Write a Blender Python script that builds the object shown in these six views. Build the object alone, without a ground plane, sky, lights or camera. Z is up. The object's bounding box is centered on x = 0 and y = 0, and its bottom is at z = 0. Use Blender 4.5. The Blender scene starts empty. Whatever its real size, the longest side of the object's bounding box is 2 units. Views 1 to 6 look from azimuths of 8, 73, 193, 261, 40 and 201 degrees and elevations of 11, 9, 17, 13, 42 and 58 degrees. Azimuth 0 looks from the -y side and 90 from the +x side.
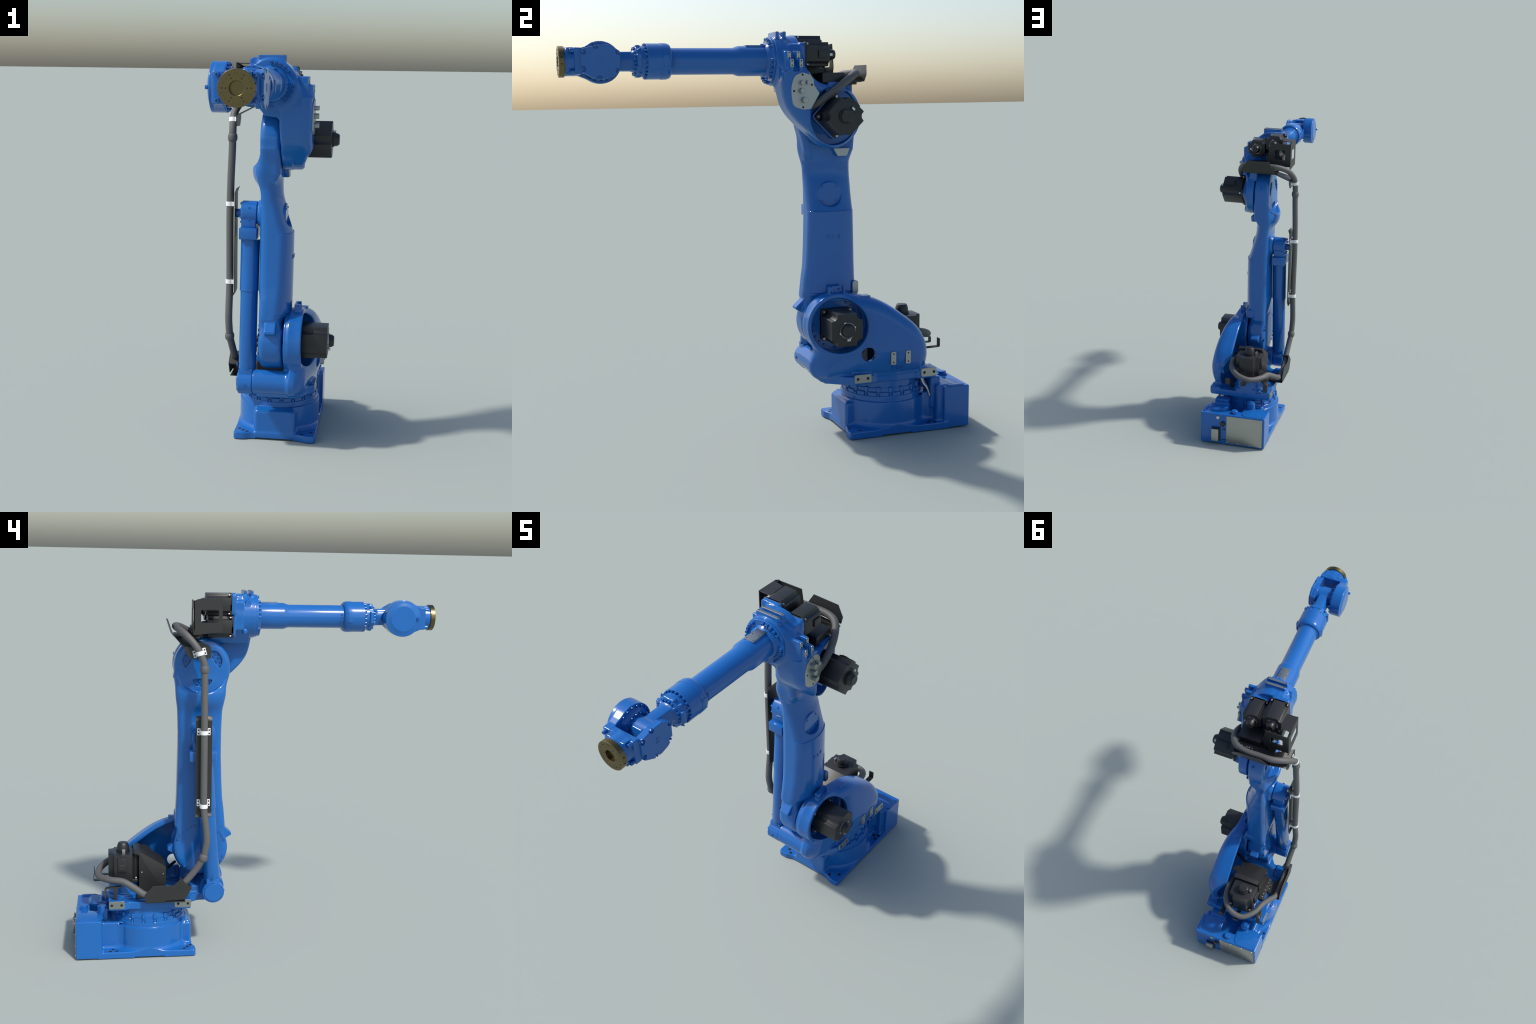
# Six-axis industrial robot arm: cast blue links, black servo motors, grey dress-pack hose.
# Castings are described as blended solids (distance fields) and meshed here; machined
# and sheet-metal parts are prisms, lathed profiles and swept tubes.
import bpy, bmesh, math
import numpy as np
from mathutils import Matrix, Vector

# ------------------------------------------------------------------ key dimensions (m)
XC = -0.024                       # symmetry plane of base / roll axis
J1 = (XC, 0.575)                  # vertical swing axis (x, y)
J2 = (0.283, 0.573)               # lower-arm axis (y, z), runs along x
J3 = (0.281, 1.593)               # upper-arm axis (y, z)
AZ = 1.859                        # height of the forearm roll axis
WY = -0.800                       # wrist bend axis y

# ------------------------------------------------------------------ materials
def material(name, color, rough=0.4, metal=0.0, coat=0.0, var=0.0, bump=0.0, bump_scale=300, rvar=0.0):
    m = bpy.data.materials.new(name); m.use_nodes = True
    nt = m.node_tree; b = nt.nodes['Principled BSDF']
    b.inputs['Base Color'].default_value = (*color, 1)
    b.inputs['Roughness'].default_value = rough
    b.inputs['Metallic'].default_value = metal
    b.inputs['Coat Weight'].default_value = coat
    b.inputs['Coat Roughness'].default_value = 0.06
    tc = nt.nodes.new('ShaderNodeTexCoord')
    n = nt.nodes.new('ShaderNodeTexNoise'); n.inputs['Scale'].default_value = 9.0; n.inputs['Detail'].default_value = 4
    nt.links.new(tc.outputs['Object'], n.inputs['Vector'])
    if var:
        r = nt.nodes.new('ShaderNodeValToRGB')
        r.color_ramp.elements[0].position = 0.3; r.color_ramp.elements[1].position = 0.7
        r.color_ramp.elements[0].color = (*[c * (1 - var) for c in color], 1)
        r.color_ramp.elements[1].color = (*[min(1, c * (1 + var)) for c in color], 1)
        nt.links.new(n.outputs['Fac'], r.inputs['Fac']); nt.links.new(r.outputs['Color'], b.inputs['Base Color'])
    if rvar:
        mr = nt.nodes.new('ShaderNodeMapRange')
        mr.inputs['To Min'].default_value = rough - rvar; mr.inputs['To Max'].default_value = rough + rvar
        nt.links.new(n.outputs['Fac'], mr.inputs['Value']); nt.links.new(mr.outputs['Result'], b.inputs['Roughness'])
    if bump:
        g = nt.nodes.new('ShaderNodeTexNoise'); g.inputs['Scale'].default_value = bump_scale; g.inputs['Detail'].default_value = 2
        bp = nt.nodes.new('ShaderNodeBump'); bp.inputs['Strength'].default_value = bump; bp.inputs['Distance'].default_value = 0.001
        nt.links.new(tc.outputs['Object'], g.inputs['Vector'])
        nt.links.new(g.outputs['Fac'], bp.inputs['Height']); nt.links.new(bp.outputs['Normal'], b.inputs['Normal'])
    return m

BLUE = material('blue_paint', (0.010, 0.116, 0.395), 0.16, var=0.02, rvar=0.02)
BLACK = material('black_motor_paint', (0.016, 0.017, 0.018), 0.42, var=0.05)
SHEET = material('black_sheet_metal', (0.018, 0.019, 0.019), 0.45, var=0.06)
HOSE = material('grey_corrugated_hose', (0.095, 0.095, 0.095), 0.6, var=0.04)
GREY = material('bare_machined_steel', (0.36, 0.38, 0.37), 0.38, metal=1.0, var=0.04)
SLATE = GREY
STEEL = material('bright_screw_steel', (0.55, 0.56, 0.57), 0.3, metal=1.0)
WHITE = material('white_clamp_plastic', (0.75, 0.75, 0.75), 0.4)
BRASS = material('bronze_tool_flange', (0.165, 0.132, 0.060), 0.34, metal=1.0, var=0.05)
DARK = material('hole_disc_black', (0.004, 0.004, 0.004), 0.8)  # near-black for discs that stand in for drilled openings
PANEL = material('brushed_panel_steel', (0.37, 0.38, 0.36), 0.36, metal=1.0, var=0.04)

# ------------------------------------------------------------------ object helpers
ROOT = bpy.data.objects.new('industrial_robot_arm', None)
bpy.context.collection.objects.link(ROOT)
ROOT['label'] = 'blue six-axis industrial robot arm with black servo motors'
ROOT['category'] = 'robot arm'

def link(obj, parent):
    bpy.context.collection.objects.link(obj)
    if parent is not None and parent.parent is not None and parent.parent is not ROOT: parent = parent.parent   # thing > part > sub-part
    obj.parent = parent or ROOT
    return obj

def mesh_object(name, verts, faces, mat, parent=None, angle=35, smooth=True):
    me = bpy.data.meshes.new(name)
    me.from_pydata(verts, [], faces); me.validate(); me.update()
    me.materials.append(mat)
    if smooth:
        me.shade_smooth()
        if angle: me.set_sharp_from_angle(angle=math.radians(angle))
    return link(bpy.data.objects.new(name, me), parent)

AX = {'x': (1, 2, 0), 'y': (0, 2, 1), 'z': (0, 1, 2)}   # (u, v, extrusion)
def to3(axis, u, v, w):
    p = [0, 0, 0]; i, j, k = AX[axis]; p[i] = u; p[j] = v; p[k] = w
    return tuple(p)

class Build:
    """Collects primitives into one mesh object."""
    def __init__(s): s.bm = bmesh.new()
    def add(s, bm, mat=None):
        if mat is not None: bmesh.ops.transform(bm, matrix=mat, verts=bm.verts)
        me = bpy.data.meshes.new('tmp'); bm.to_mesh(me); s.bm.from_mesh(me); bpy.data.meshes.remove(me); bm.free()
        return s
    def prism(s, pts, axis, a, b, bevel=0.0, seg=2, mat=None, ang=25):
        bm = bmesh.new(); n = len(pts)
        A = [bm.verts.new(to3(axis, u, v, a)) for u, v in pts]
        B = [bm.verts.new(to3(axis, u, v, b)) for u, v in pts]
        bm.faces.new(A); bm.faces.new(B[::-1])
        for i in range(n): bm.faces.new((A[i], B[i], B[(i + 1) % n], A[(i + 1) % n]))
        bmesh.ops.recalc_face_normals(bm, faces=bm.faces)
        if bevel:
            es = [e for e in bm.edges if e.calc_face_angle(0) > math.radians(ang)]
            bmesh.ops.bevel(bm, geom=es, offset=bevel, segments=seg, profile=0.6, affect='EDGES', clamp_overlap=True)
        return s.add(bm, mat)
    def box(s, lo, hi, bevel=0.002, seg=2, mat=None):
        return s.prism([(lo[0], lo[1]), (hi[0], lo[1]), (hi[0], hi[1]), (lo[0], hi[1])], 'z', lo[2], hi[2], bevel, seg, mat)
    def lathe(s, prof, axis, center, n=48, mat=None):
        """prof: (offset along axis, radius) pairs; closed at both ends."""
        bm = bmesh.new(); rings = []
        for w, r in prof:
            rings.append([bm.verts.new(to3(axis, center[0] + r * math.cos(2 * math.pi * i / n),
                                           center[1] + r * math.sin(2 * math.pi * i / n), w)) for i in range(n)])
        for a, b in zip(rings, rings[1:]):
            for i in range(n): bm.faces.new((a[i], a[(i + 1) % n], b[(i + 1) % n], b[i]))
        bm.faces.new(rings[0]); bm.faces.new(rings[-1][::-1])
        bmesh.ops.recalc_face_normals(bm, faces=bm.faces)
        return s.add(bm, mat)
    def cyl(s, axis, center, r, a, b, bevel=0.0015, n=40, mat=None):
        c = min(bevel, r * .4, abs(b - a) * .4); d = c if b > a else -c
        return s.lathe([(a, r - c), (a + d, r), (b - d, r), (b, r - c)], axis, center, n, mat)
    def obj(s, name, mat, parent=None, angle=35):
        me = bpy.data.meshes.new(name); s.bm.to_mesh(me); s.bm.free()
        me.materials.append(mat); me.shade_smooth(); me.set_sharp_from_angle(angle=math.radians(angle))
        return link(bpy.data.objects.new(name, me), parent)

def spline(pts, per=8, closed=False):
    """Catmull-Rom through control points (any dimension)."""
    P = [np.array(p, float) for p in pts]; n = len(P); out = []
    rng = range(n) if closed else range(n - 1)
    for i in rng:
        p1, p2 = P[i], P[(i + 1) % n]
        p0 = P[i - 1] if (i or closed) else 2 * p1 - p2
        p3 = P[(i + 2) % n] if (i + 2 < n or closed) else 2 * p2 - p1
        for k in range(per):
            t = k / per
            out.append(.5 * (2 * p1 + (p2 - p0) * t + (2 * p0 - 5 * p1 + 4 * p2 - p3) * t * t + (3 * p1 - p0 - 3 * p2 + p3) * t ** 3))
    if not closed: out.append(P[-1])
    return [tuple(o) for o in out]

def rounded(pts, r, n=4):
    """Round the corners of a 2-D polygon."""
    out = []; m = len(pts)
    for i in range(m):
        a, b, c = np.array(pts[i - 1], float), np.array(pts[i], float), np.array(pts[(i + 1) % m], float)
        da, dc = a - b, c - b; la, lc = np.linalg.norm(da), np.linalg.norm(dc)
        q = min(r, la * .45, lc * .45); p0 = b + da / la * q; p1 = b + dc / lc * q
        for k in range(n + 1):
            t = k / n
            out.append(tuple((1 - t) ** 2 * p0 + 2 * t * (1 - t) * b + t * t * p1))
    return out

def rect(u0, v0, u1, v1): return [(u0, v0), (u1, v0), (u1, v1), (u0, v1)]
def circle(c, r, n=40): return [(c[0] + r * math.cos(2 * math.pi * i / n), c[1] + r * math.sin(2 * math.pi * i / n)) for i in range(n)]

def tube(name, path, radius, mat, parent, n=20):
    P = np.array(path); T = np.gradient(P, axis=0); T /= np.linalg.norm(T, axis=1)[:, None]
    u = np.cross(T[0], [0.3, 0.5, 0.81]); u /= np.linalg.norm(u); verts = []; faces = []
    for i in range(len(P)):
        u = u - T[i] * (u @ T[i]); u /= np.linalg.norm(u); v = np.cross(T[i], u)
        r = radius[i] if hasattr(radius, '__len__') else radius
        for k in range(n):
            a = 2 * math.pi * k / n
            verts.append(tuple(P[i] + r * (math.cos(a) * u + math.sin(a) * v)))
    for i in range(len(P) - 1):
        for k in range(n):
            faces.append((i * n + k, i * n + (k + 1) % n, (i + 1) * n + (k + 1) % n, (i + 1) * n + k))
    faces.append(tuple(range(n))[::-1]); faces.append(tuple((len(P) - 1) * n + k for k in range(n)))
    return mesh_object(name, verts, faces, mat, parent, angle=60)

# ------------------------------------------------------------------ distance-field castings
def smin(a, b, k):
    h = np.clip(k - np.abs(a - b), 0, None) / k
    return np.minimum(a, b) - h * h * k * .25
def smax(a, b, k): return -smin(-a, -b, k)
def sdbox(X, Y, Z, lo, hi, r=0.0):
    q = []
    for A, l, h in zip((X, Y, Z), lo, hi): q.append(np.abs(A - (l + h) / 2) - ((h - l) / 2 - r))
    m = np.maximum(np.maximum(q[0], q[1]), q[2])
    return np.sqrt(sum(np.maximum(a, 0) ** 2 for a in q)) + np.minimum(m, 0) - r
def sdcyl(U, V, W, c, r, a, b, rd=0.003):
    d = np.sqrt((U - c[0]) ** 2 + (V - c[1]) ** 2) - (r - rd)
    w = np.abs(W - (a + b) / 2) - (abs(b - a) / 2 - rd)
    return np.sqrt(np.maximum(d, 0) ** 2 + np.maximum(w, 0) ** 2) + np.minimum(np.maximum(d, w), 0) - rd
def sdpoly(U, V, pts):
    U, V = np.broadcast_arrays(U, V); d = np.full(U.shape, 1e9); s = np.zeros(U.shape, bool); n = len(pts)
    for i in range(n):
        ax, ay = pts[i]; bx, by = pts[(i + 1) % n]
        ex, ey = bx - ax, by - ay; wx, wy = U - ax, V - ay
        t = np.clip((wx * ex + wy * ey) / (ex * ex + ey * ey + 1e-12), 0, 1)
        d = np.minimum(d, (wx - ex * t) ** 2 + (wy - ey * t) ** 2)
        if abs(ey) > 1e-9:
            s ^= ((ay > V) != (by > V)) & (U < ex * (V - ay) / ey + ax)
    return np.where(s, -1, 1) * np.sqrt(d)
def sdprism(d2, W, a, b, rd=0.004):
    d = d2 + rd; w = np.abs(W - (a + b) / 2) - (abs(b - a) / 2 - rd)
    return np.sqrt(np.maximum(d, 0) ** 2 + np.maximum(w, 0) ** 2) + np.minimum(np.maximum(d, w), 0) - rd
def curve(A, xs, ys): return np.interp(A, xs, ys)
def smooth_pair(xs, ys, per=6):
    p = spline(list(zip(xs, ys)), per); return [a for a, b in p], [b for a, b in p]

def casting(name, f, lo, hi, h, mat, parent=None):
    ax = [np.arange(lo[i] - 4 * h, hi[i] + 4.01 * h, h) for i in range(3)]
    X, Y, Z = ax[0][:, None, None], ax[1][None, :, None], ax[2][None, None, :]
    V = np.broadcast_to(f(X, Y, Z), tuple(len(a) for a in ax)).astype(np.float32)
    S = V < 0
    cn = sum(S[i:S.shape[0] - 1 + i, j:S.shape[1] - 1 + j, k:S.shape[2] - 1 + k].astype(np.int8) for i in (0, 1) for j in (0, 1) for k in (0, 1))
    cells = np.argwhere((cn > 0) & (cn < 8)); idx = np.full(cn.shape, -1, np.int64); idx[tuple(cells.T)] = np.arange(len(cells))
    acc = np.zeros((len(cells), 3)); cnt = np.zeros(len(cells))
    for a in range(3):
        o = [b for b in range(3) if b != a]
        for p in (0, 1):
            for q in (0, 1):
                c0 = cells.copy(); c0[:, o[0]] += p; c0[:, o[1]] += q; c1 = c0.copy(); c1[:, a] += 1
                v0, v1 = V[tuple(c0.T)], V[tuple(c1.T)]; m = (v0 < 0) != (v1 < 0)
                t = np.where(m, v0 / np.where(m, v0 - v1, 1), 0); P = c0.astype(float); P[:, a] += t
                acc[m] += P[m]; cnt[m] += 1
    P = acc / cnt[:, None] * h + np.array([a[0] for a in ax])
    e = 4e-4
    for it in range(2):
        v = f(P[:, 0], P[:, 1], P[:, 2]); g = np.empty_like(P)
        for a in range(3):
            A, B = P.copy(), P.copy(); A[:, a] += e; B[:, a] -= e
            g[:, a] = (f(*A.T) - f(*B.T)) / (2 * e)
        st = -v[:, None] * g / np.maximum((g * g).sum(1), .05)[:, None]
        ln = np.linalg.norm(st, axis=1)[:, None]; P += st * np.minimum(1, .7 * h / np.maximum(ln, 1e-9))
    quads = []
    for a in range(3):
        n = [S.shape[0], S.shape[1], S.shape[2]]
        s0 = [slice(None)] * 3; s1 = [slice(None)] * 3; s0[a] = slice(0, n[a] - 1); s1[a] = slice(1, n[a])
        ed = np.argwhere(S[tuple(s0)] != S[tuple(s1)]); o = [(a + 1) % 3, (a + 2) % 3]
        ed = ed[(ed[:, o[0]] > 0) & (ed[:, o[1]] > 0) & (ed[:, o[0]] < n[o[0]] - 1) & (ed[:, o[1]] < n[o[1]] - 1)]
        ins = S[tuple(ed.T)]; q = []
        for du, dv in ((-1, -1), (0, -1), (0, 0), (-1, 0)):
            c = ed.copy(); c[:, o[0]] += du; c[:, o[1]] += dv; q.append(idx[tuple(c.T)])
        Q = np.stack(q, 1); Q[~ins] = Q[~ins][:, ::-1]; quads.append(Q)
    Q = np.concatenate(quads); Q = Q[(Q >= 0).all(1)]
    me = bpy.data.meshes.new(name)
    me.vertices.add(len(P)); me.vertices.foreach_set('co', P.astype(np.float32).ravel())
    me.loops.add(Q.size); me.loops.foreach_set('vertex_index', Q.astype(np.int32).ravel())
    me.polygons.add(len(Q)); me.polygons.foreach_set('loop_start', np.arange(0, Q.size, 4, dtype=np.int32))
    me.update(calc_edges=True); me.validate()
    me.materials.append(mat); me.shade_smooth(); me.set_sharp_from_angle(angle=math.radians(50))
    return link(bpy.data.objects.new(name, me), parent)

# ------------------------------------------------------------------ repeated small parts
def bolt_mesh(name, r, hgt, mat, socket=True):
    b = Build(); n = 20
    prof = [(0, r), (hgt * .85, r), (hgt, r * .85)]
    if socket: prof += [(hgt, r * .5), (hgt * .6, r * .45)]
    b.lathe(prof, 'z', (0, 0), n)
    me = bpy.data.meshes.new(name); b.bm.to_mesh(me); b.bm.free(); me.materials.append(mat)
    me.shade_smooth(); me.set_sharp_from_angle(angle=math.radians(35)); return me
M_BOLT = bolt_mesh('bolt', 1.0, 1.3, BLUE); M_STEEL = bolt_mesh('screw', 1.0, 1.0, STEEL); M_DARK = bolt_mesh('hole_disc', 1.0, 1.0, DARK, False)
DIRS = {'+x': Vector((1, 0, 0)), '-x': Vector((-1, 0, 0)), '+y': Vector((0, 1, 0)), '-y': Vector((0, -1, 0)), '+z': Vector((0, 0, 1)), '-z': Vector((0, 0, -1))}
def place(me, name, loc, d, r, parent, h=None):
    ob = bpy.data.objects.new(name, me)
    q = (DIRS[d] if isinstance(d, str) else Vector(d)).to_track_quat('Z', 'Y')
    ob.matrix_local = Matrix.LocRotScale(Vector(loc), q, Vector((r, r, h if h else r)))
    return link(ob, parent)
def bolt(loc, d, r, parent, h=None): return place(M_BOLT, 'bolt', loc, d, r, parent, h)
def screw(loc, d, r, parent, h=None): return place(M_STEEL, 'screw', loc, d, r, parent, h)
def hole_disc(loc, d, r, parent, depth=.0012):
    """Dark disc added where no bore is cut: a plug whose face sits a hair proud of the plate."""
    v = DIRS[d] if isinstance(d, str) else Vector(d)
    return place(M_DARK, 'bolt_hole_disc', Vector(loc) - v * .004, d, r, parent, .004 + depth * .5)

def lettering(name, text, size, depth, loc, ex, ey, mat, parent):
    cu = bpy.data.curves.new(name, 'FONT'); cu.body = text; cu.size = size; cu.extrude = depth; cu.align_x = 'CENTER'; cu.align_y = 'CENTER'
    ob = bpy.data.objects.new('tmp', cu); bpy.context.collection.objects.link(ob)
    dg = bpy.context.evaluated_depsgraph_get(); me = bpy.data.meshes.new_from_object(ob.evaluated_get(dg)); bpy.data.objects.remove(ob)
    ex, ey = Vector(ex), Vector(ey); ez = ex.cross(ey)
    me.transform(Matrix(((ex.x, ey.x, ez.x, loc[0]), (ex.y, ey.y, ez.y, loc[1]), (ex.z, ey.z, ez.z, loc[2]), (0, 0, 0, 1))))
    me.name = name; me.materials.clear(); me.materials.append(mat)
    return link(bpy.data.objects.new(name, me), parent)

# ================================================================== BASE
FOOT = rounded([(XC - .217, .318), (XC - .165, .318), (XC - .125, .335), (XC + .125, .335), (XC + .165, .318), (XC + .217, .318),
                (XC + .217, .86), (XC - .217, .86)], .016)
def base_field(X, Y, Z):
    foot = sdprism(sdpoly(X, Y, FOOT), Z, 0, .036, .004)
    drum = sdcyl(X, Y, Z, J1, .2155, 0, .172, .004)
    d = smin(foot, drum, .03)
    pad = sdbox(X, Y, Z, (-.133, .337, .006), (.085, .45, .158), .016)
    d = smin(d, pad, .012)
    roof = np.maximum(sdbox(X, Y, Z, (-.12, .345, .1), (.072, .5, .19), .01), (Z - .155) - (Y - .345) * .7)
    d = smin(d, roof, .01)
    mid = sdbox(X, Y, Z, (XC - .152, .715, .01), (XC + .152, .86, .186), .010)
    d = smin(d, mid, .02)
    d = np.maximum(d, np.abs(X - XC) - .2172)
    rear = sdbox(X, Y, Z, (XC - .2190, .832, .004), (XC + .2180, .972, .219), .005)
    d = smin(d, rear, .01)
    # cable tower beside the turntable, right rear
    tower = sdbox(X, Y, Z, (.045, .782, .1), (.138, .835, .262), .006)
    d = smin(d, tower, .008)
    hump = sdbox(X, Y, Z, (.035, .80, .012), (.172, .90, .2255), .01)
    d = smin(d, hump, .012)
    well = sdbox(X, Y, Z, (-.07, .69, .172), (.035, .90, .4), .008)         # recess behind the turntable
    d = smax(d, -well, .006)
    ring = sdcyl(X, Y, Z, J1, .206, .1, .198, .002)
    d = np.minimum(d, ring)
    groove = np.abs(np.sqrt((X - J1[0]) ** 2 + (Y - J1[1]) ** 2) - .2145)
    d = smax(d, -np.maximum(groove - .0075, np.abs(Z - .176) - .006), .002)
    for y0, y1 in ((.492, .655), (.852, .99)):
        d = np.maximum(d, -sdbox(X, Y, Z, (-.4, y0, -.1), (.4, y1, .006 if y0 < .8 else .003), .003))
    d = np.maximum(d, -sdbox(X, Y, Z, (-.125, .2, -.1), (.075, .5, .007), .003))
    d = np.maximum(d, -Z)
    return d
base = casting('base', base_field, (-.245, .315, 0), (.195, .975, .265), .003, BLUE)

for (x, y) in [(-.216, .381), (-.194, .362), (-.171, .344), (.121, .343), (.167, .379),
               (.172, .752), (.149, .772), (.173, .787), (-.220, .752), (-.197, .772), (-.221, .787)]:
    hole_disc((x, y, .036), '+z', .0095, base)

b = Build(); b.prism(rect(-.229, .014, .016, .211), 'y', .968, .9745, .0008)
back_panel = b.obj('service_panel', PANEL, base)
for i in range(4):
    screw((-.222 + i * .0775, .974, .206), '+y', .004, back_panel); screw((-.222 + i * .0775, .974, .019), '+y', .004, back_panel)
for z in (.075, .145):
    for x in (-.224, .011): screw((x, .974, z), '+y', .0035, back_panel)
b = Build(); b.box((.058, .965, .028), (.116, .984, .122), .002); connector = b.obj('connector_housing', BLACK, base)
b = Build(); b.box((.064, .984, .031), (.113, 1.0, .118), .003); b.obj('connector_cover', PANEL, connector)
b = Build(); b.cyl('y', (.041, .152), .017, .965, .988, .003); b.obj('connector_cap', BLACK, base)
b = Build(); b.cyl('y', (.076, .192), .012, .965, .976, .002); b.obj('connector_plug', STEEL, base)
for z in (.113, .037):
    for x in (.027, .039): hole_disc((x, .973, z), '+y', .0045, base)
# cover plate on the rear box, plus plugs
b = Build(); b.prism(rounded([(-.10, .966), (-.078, .94), (-.078, .885), (-.135, .846), (-.185, .822), (-.236, .856), (-.236, .966)], .01), 'z', .215, .2225, .0015)
cover = b.obj('cover_plate', BLUE, base)
for p in [(-.225, .955), (-.225, .862), (-.15, .85), (-.092, .945)]: bolt((*p, .222), '+z', .0045, cover, .003)
b = Build(); b.lathe([(.21, .026), (.226, .026), (.226, .021), (.237, .021), (.240, .018)], 'z', (-.027, .93), 32); b.obj('breather_cap', BLUE, base)
b = Build(); b.lathe([(.15, .026), (.262, .026), (.266, .022)], 'z', (-.112, .83), 32); b.box((-.138, .80, .15), (-.086, .83, .255), .003); b.obj('cable_gland', BLUE, base)
b = Build(); b.prism(rounded([(.17, .85), (.19, .87), (.19, .94), (.17, .955)], .01), 'z', .214, .226, .003); b.obj('lift_pad', BLUE, base)

# turntable ring: castellated clamp band with bolts
b = Build(); b.lathe([(.195, .197), (.214, .197), (.214, .1935), (.236, .1935), (.24, .190), (.285, .190)], 'z', J1, 96)
turn = b.obj('turntable_ring', BLUE)
NB = 20
b = Build()
for i in range(NB):
    a = 2 * math.pi * i / NB
    if i == 0:
        b.box((.186, -.021, .197), (.2025, .021, .2165), .0015, 1); seg = b.obj('clamp_segment', BLUE, turn)
        b = Build(); b.cyl('z', (.193, 0), .0095, .216, .242, .001, 14); post = b.obj('clamp_post', BLUE, turn)
        seg.matrix_local = Matrix.Translation((J1[0], J1[1], 0)); post.matrix_local = Matrix.Translation((J1[0], J1[1], 0)) @ Matrix.Rotation(math.pi / NB, 4, 'Z')
        continue
    for o, off in ((seg, 0), (post, math.pi / NB)):
        c = o.copy(); link(c, turn); c.matrix_local = Matrix.Translation((J1[0], J1[1], 0)) @ Matrix.Rotation(a + off, 4, 'Z')
for i in range(NB):
    a = 2 * math.pi * (i + .5) / NB
    bolt((J1[0] + .199 * math.cos(a), J1[1] + .199 * math.sin(a), .198), '+z', .0062, turn, .008)

for k in range(3):                                   # shielded cables that climb into the turntable
    tube('shielded_cable', spline([(.118 - .010 * k, .735 + .01 * k, .262), (.120 - .010 * k, .745 + .008 * k, .235), (.130 - .010 * k, .765 + .006 * k, .205), (.132 - .01 * k, .778, .165)], 6), .0065, STEEL, base, 12)
# ================================================================== SWING FRAME
def mirror(x): return 2 * XC - x
PLATE = rounded([(.182, .345), (.182, .436), (.168, .47), (.178, .575), (.168, .68), (.182, .705), (.182, .792),
                 (-.230, .792), (-.230, .705), (-.215, .68), (-.222, .575), (-.215, .47), (-.230, .436), (-.230, .347),
                 (-.14, .347), (-.105, .30), (-.10, .22), (.10, .22), (.15, .29)], .008, 3)
WALL = spline([(.134, .535), (.126, .573), (.134, .63), (.165, .685), (.215, .714), (.275, .725), (.340, .725), (.448, .705), (.539, .665),
               (.630, .601), (.694, .547), (.738, .481), (.757, .405), (.757, .34), (.76, .29), (.60, .285), (.40, .285), (.25, .292),
               (.185, .302), (.158, .33), (.147, .37), (.160, .42), (.172, .46), (.155, .50)], 3, True)
XO_Y = [.05, .12, .16, .285, .415, .53, .62, .70, .76, .80]
XO_X = [.082, .104, .118, .154, .191, .205, .207, .199, .180, .15]
XO_Y, XO_X = smooth_pair(XO_Y, XO_X)
def frame_field(X, Y, Z):
    plate = sdprism(sdpoly(X, Y, PLATE), Z, .275, .316, .004)
    for s in (1, -1):
        for y0, y1 in ((.346, .435), (.706, .791)):
            x0 = XC + s * .206; x1 = XC + s * .14
            plate = np.minimum(plate, sdbox(X, Y, Z, (min(x0, x1), y0, .284), (max(x0, x1), y1, .327), .004))
    boss = sdcyl(X, Y, Z, (-.063, .711), .086, .28, .408, .004)
    boss = smin(boss, sdcyl(X, Y, Z, (-.063, .711), .098, .28, .338, .004), .01)
    d = smin(plate, boss, .01)
    w2 = sdpoly(Y, Z, WALL)
    xo = curve(Y, XO_Y, XO_X) - .12 * (Z - .5) - 2.15 * curve(Y, [.22, .38], [.3, 1]) * np.clip(.47 - Z, 0, 1) ** 2
    wall = smax(w2, (X - xo) * .95, .068)
    wall = smax(wall, .064 - X + 1.6 * np.clip(Y - .695, 0, 1), .008)
    pocket = smax(smax(w2 + .028, X - (xo - .026), .02), .39 - Y, .02)
    pocket = np.maximum(pocket, .322 - Z)
    wall = smax(wall, -pocket, .012)
    hub = sdcyl(Y, Z, X, J2, .157, .035, .125, .006)
    wall = smin(wall, hub, .02)
    d = smin(d, wall, .018)
    tube_ = sdcyl(Y, Z, X, (.220, .362), .066, -.121, .09, .004)
    d = smin(d, tube_, .025)
    # web under the lower arm, hugging its round end
    web = sdbox(X, Y, Z, (-.095, .20, .285), (.10, .36, .36), .01)
    web = smax(web, -(np.sqrt((Y - J2[0]) ** 2 + (Z - J2[1]) ** 2) - .166), .01)
    d = smin(d, web, .02)
    bore = sdcyl(Y, Z, X, J2, .1345, .082, .5, .002)
    d = smax(d, -bore, .006)
    gap = np.maximum(np.sqrt((Y - J2[0]) ** 2 + (Z - J2[1]) ** 2) - .168, X - .0345)
    d = np.maximum(d, -gap)
    d = smax(d, -sdcyl(Y, Z, X, (.418, .428), .035, -.1, .5, .002), .003)
    br = sdbox(X, Y, Z, (.079, .242, .69), (.109, .328, .763), .003)
    br = np.maximum(br, -sdbox(X, Y, Z, (.09, .262, .728), (.2, .318, .80), .003))
    d = smin(d, br, .006)
    return np.maximum(d, Y - .793)
frame = casting('swing_frame', frame_field, (-.235, .12, .27), (.24, .795, .77), .003, BLUE)
for x, d in ((.1845, 1), (-.2315, -1)):
    for y0, y1 in ((.346, .435), (.706, .791)):
        b = Build(); b.prism(rounded(rect(y0, .284, y1, .327), .008), 'x', x - .003 * d, x + .0012 * d, .0006, 1); b.obj('mounting_pad', GREY, frame)
for x, d in ((.1857, '+x'), (-.2327, '-x')):
    for y0 in (.346, .706):
        for dy in (.017, .070): hole_disc((x, y0 + dy, .3055), d, .0075, frame)
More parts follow.
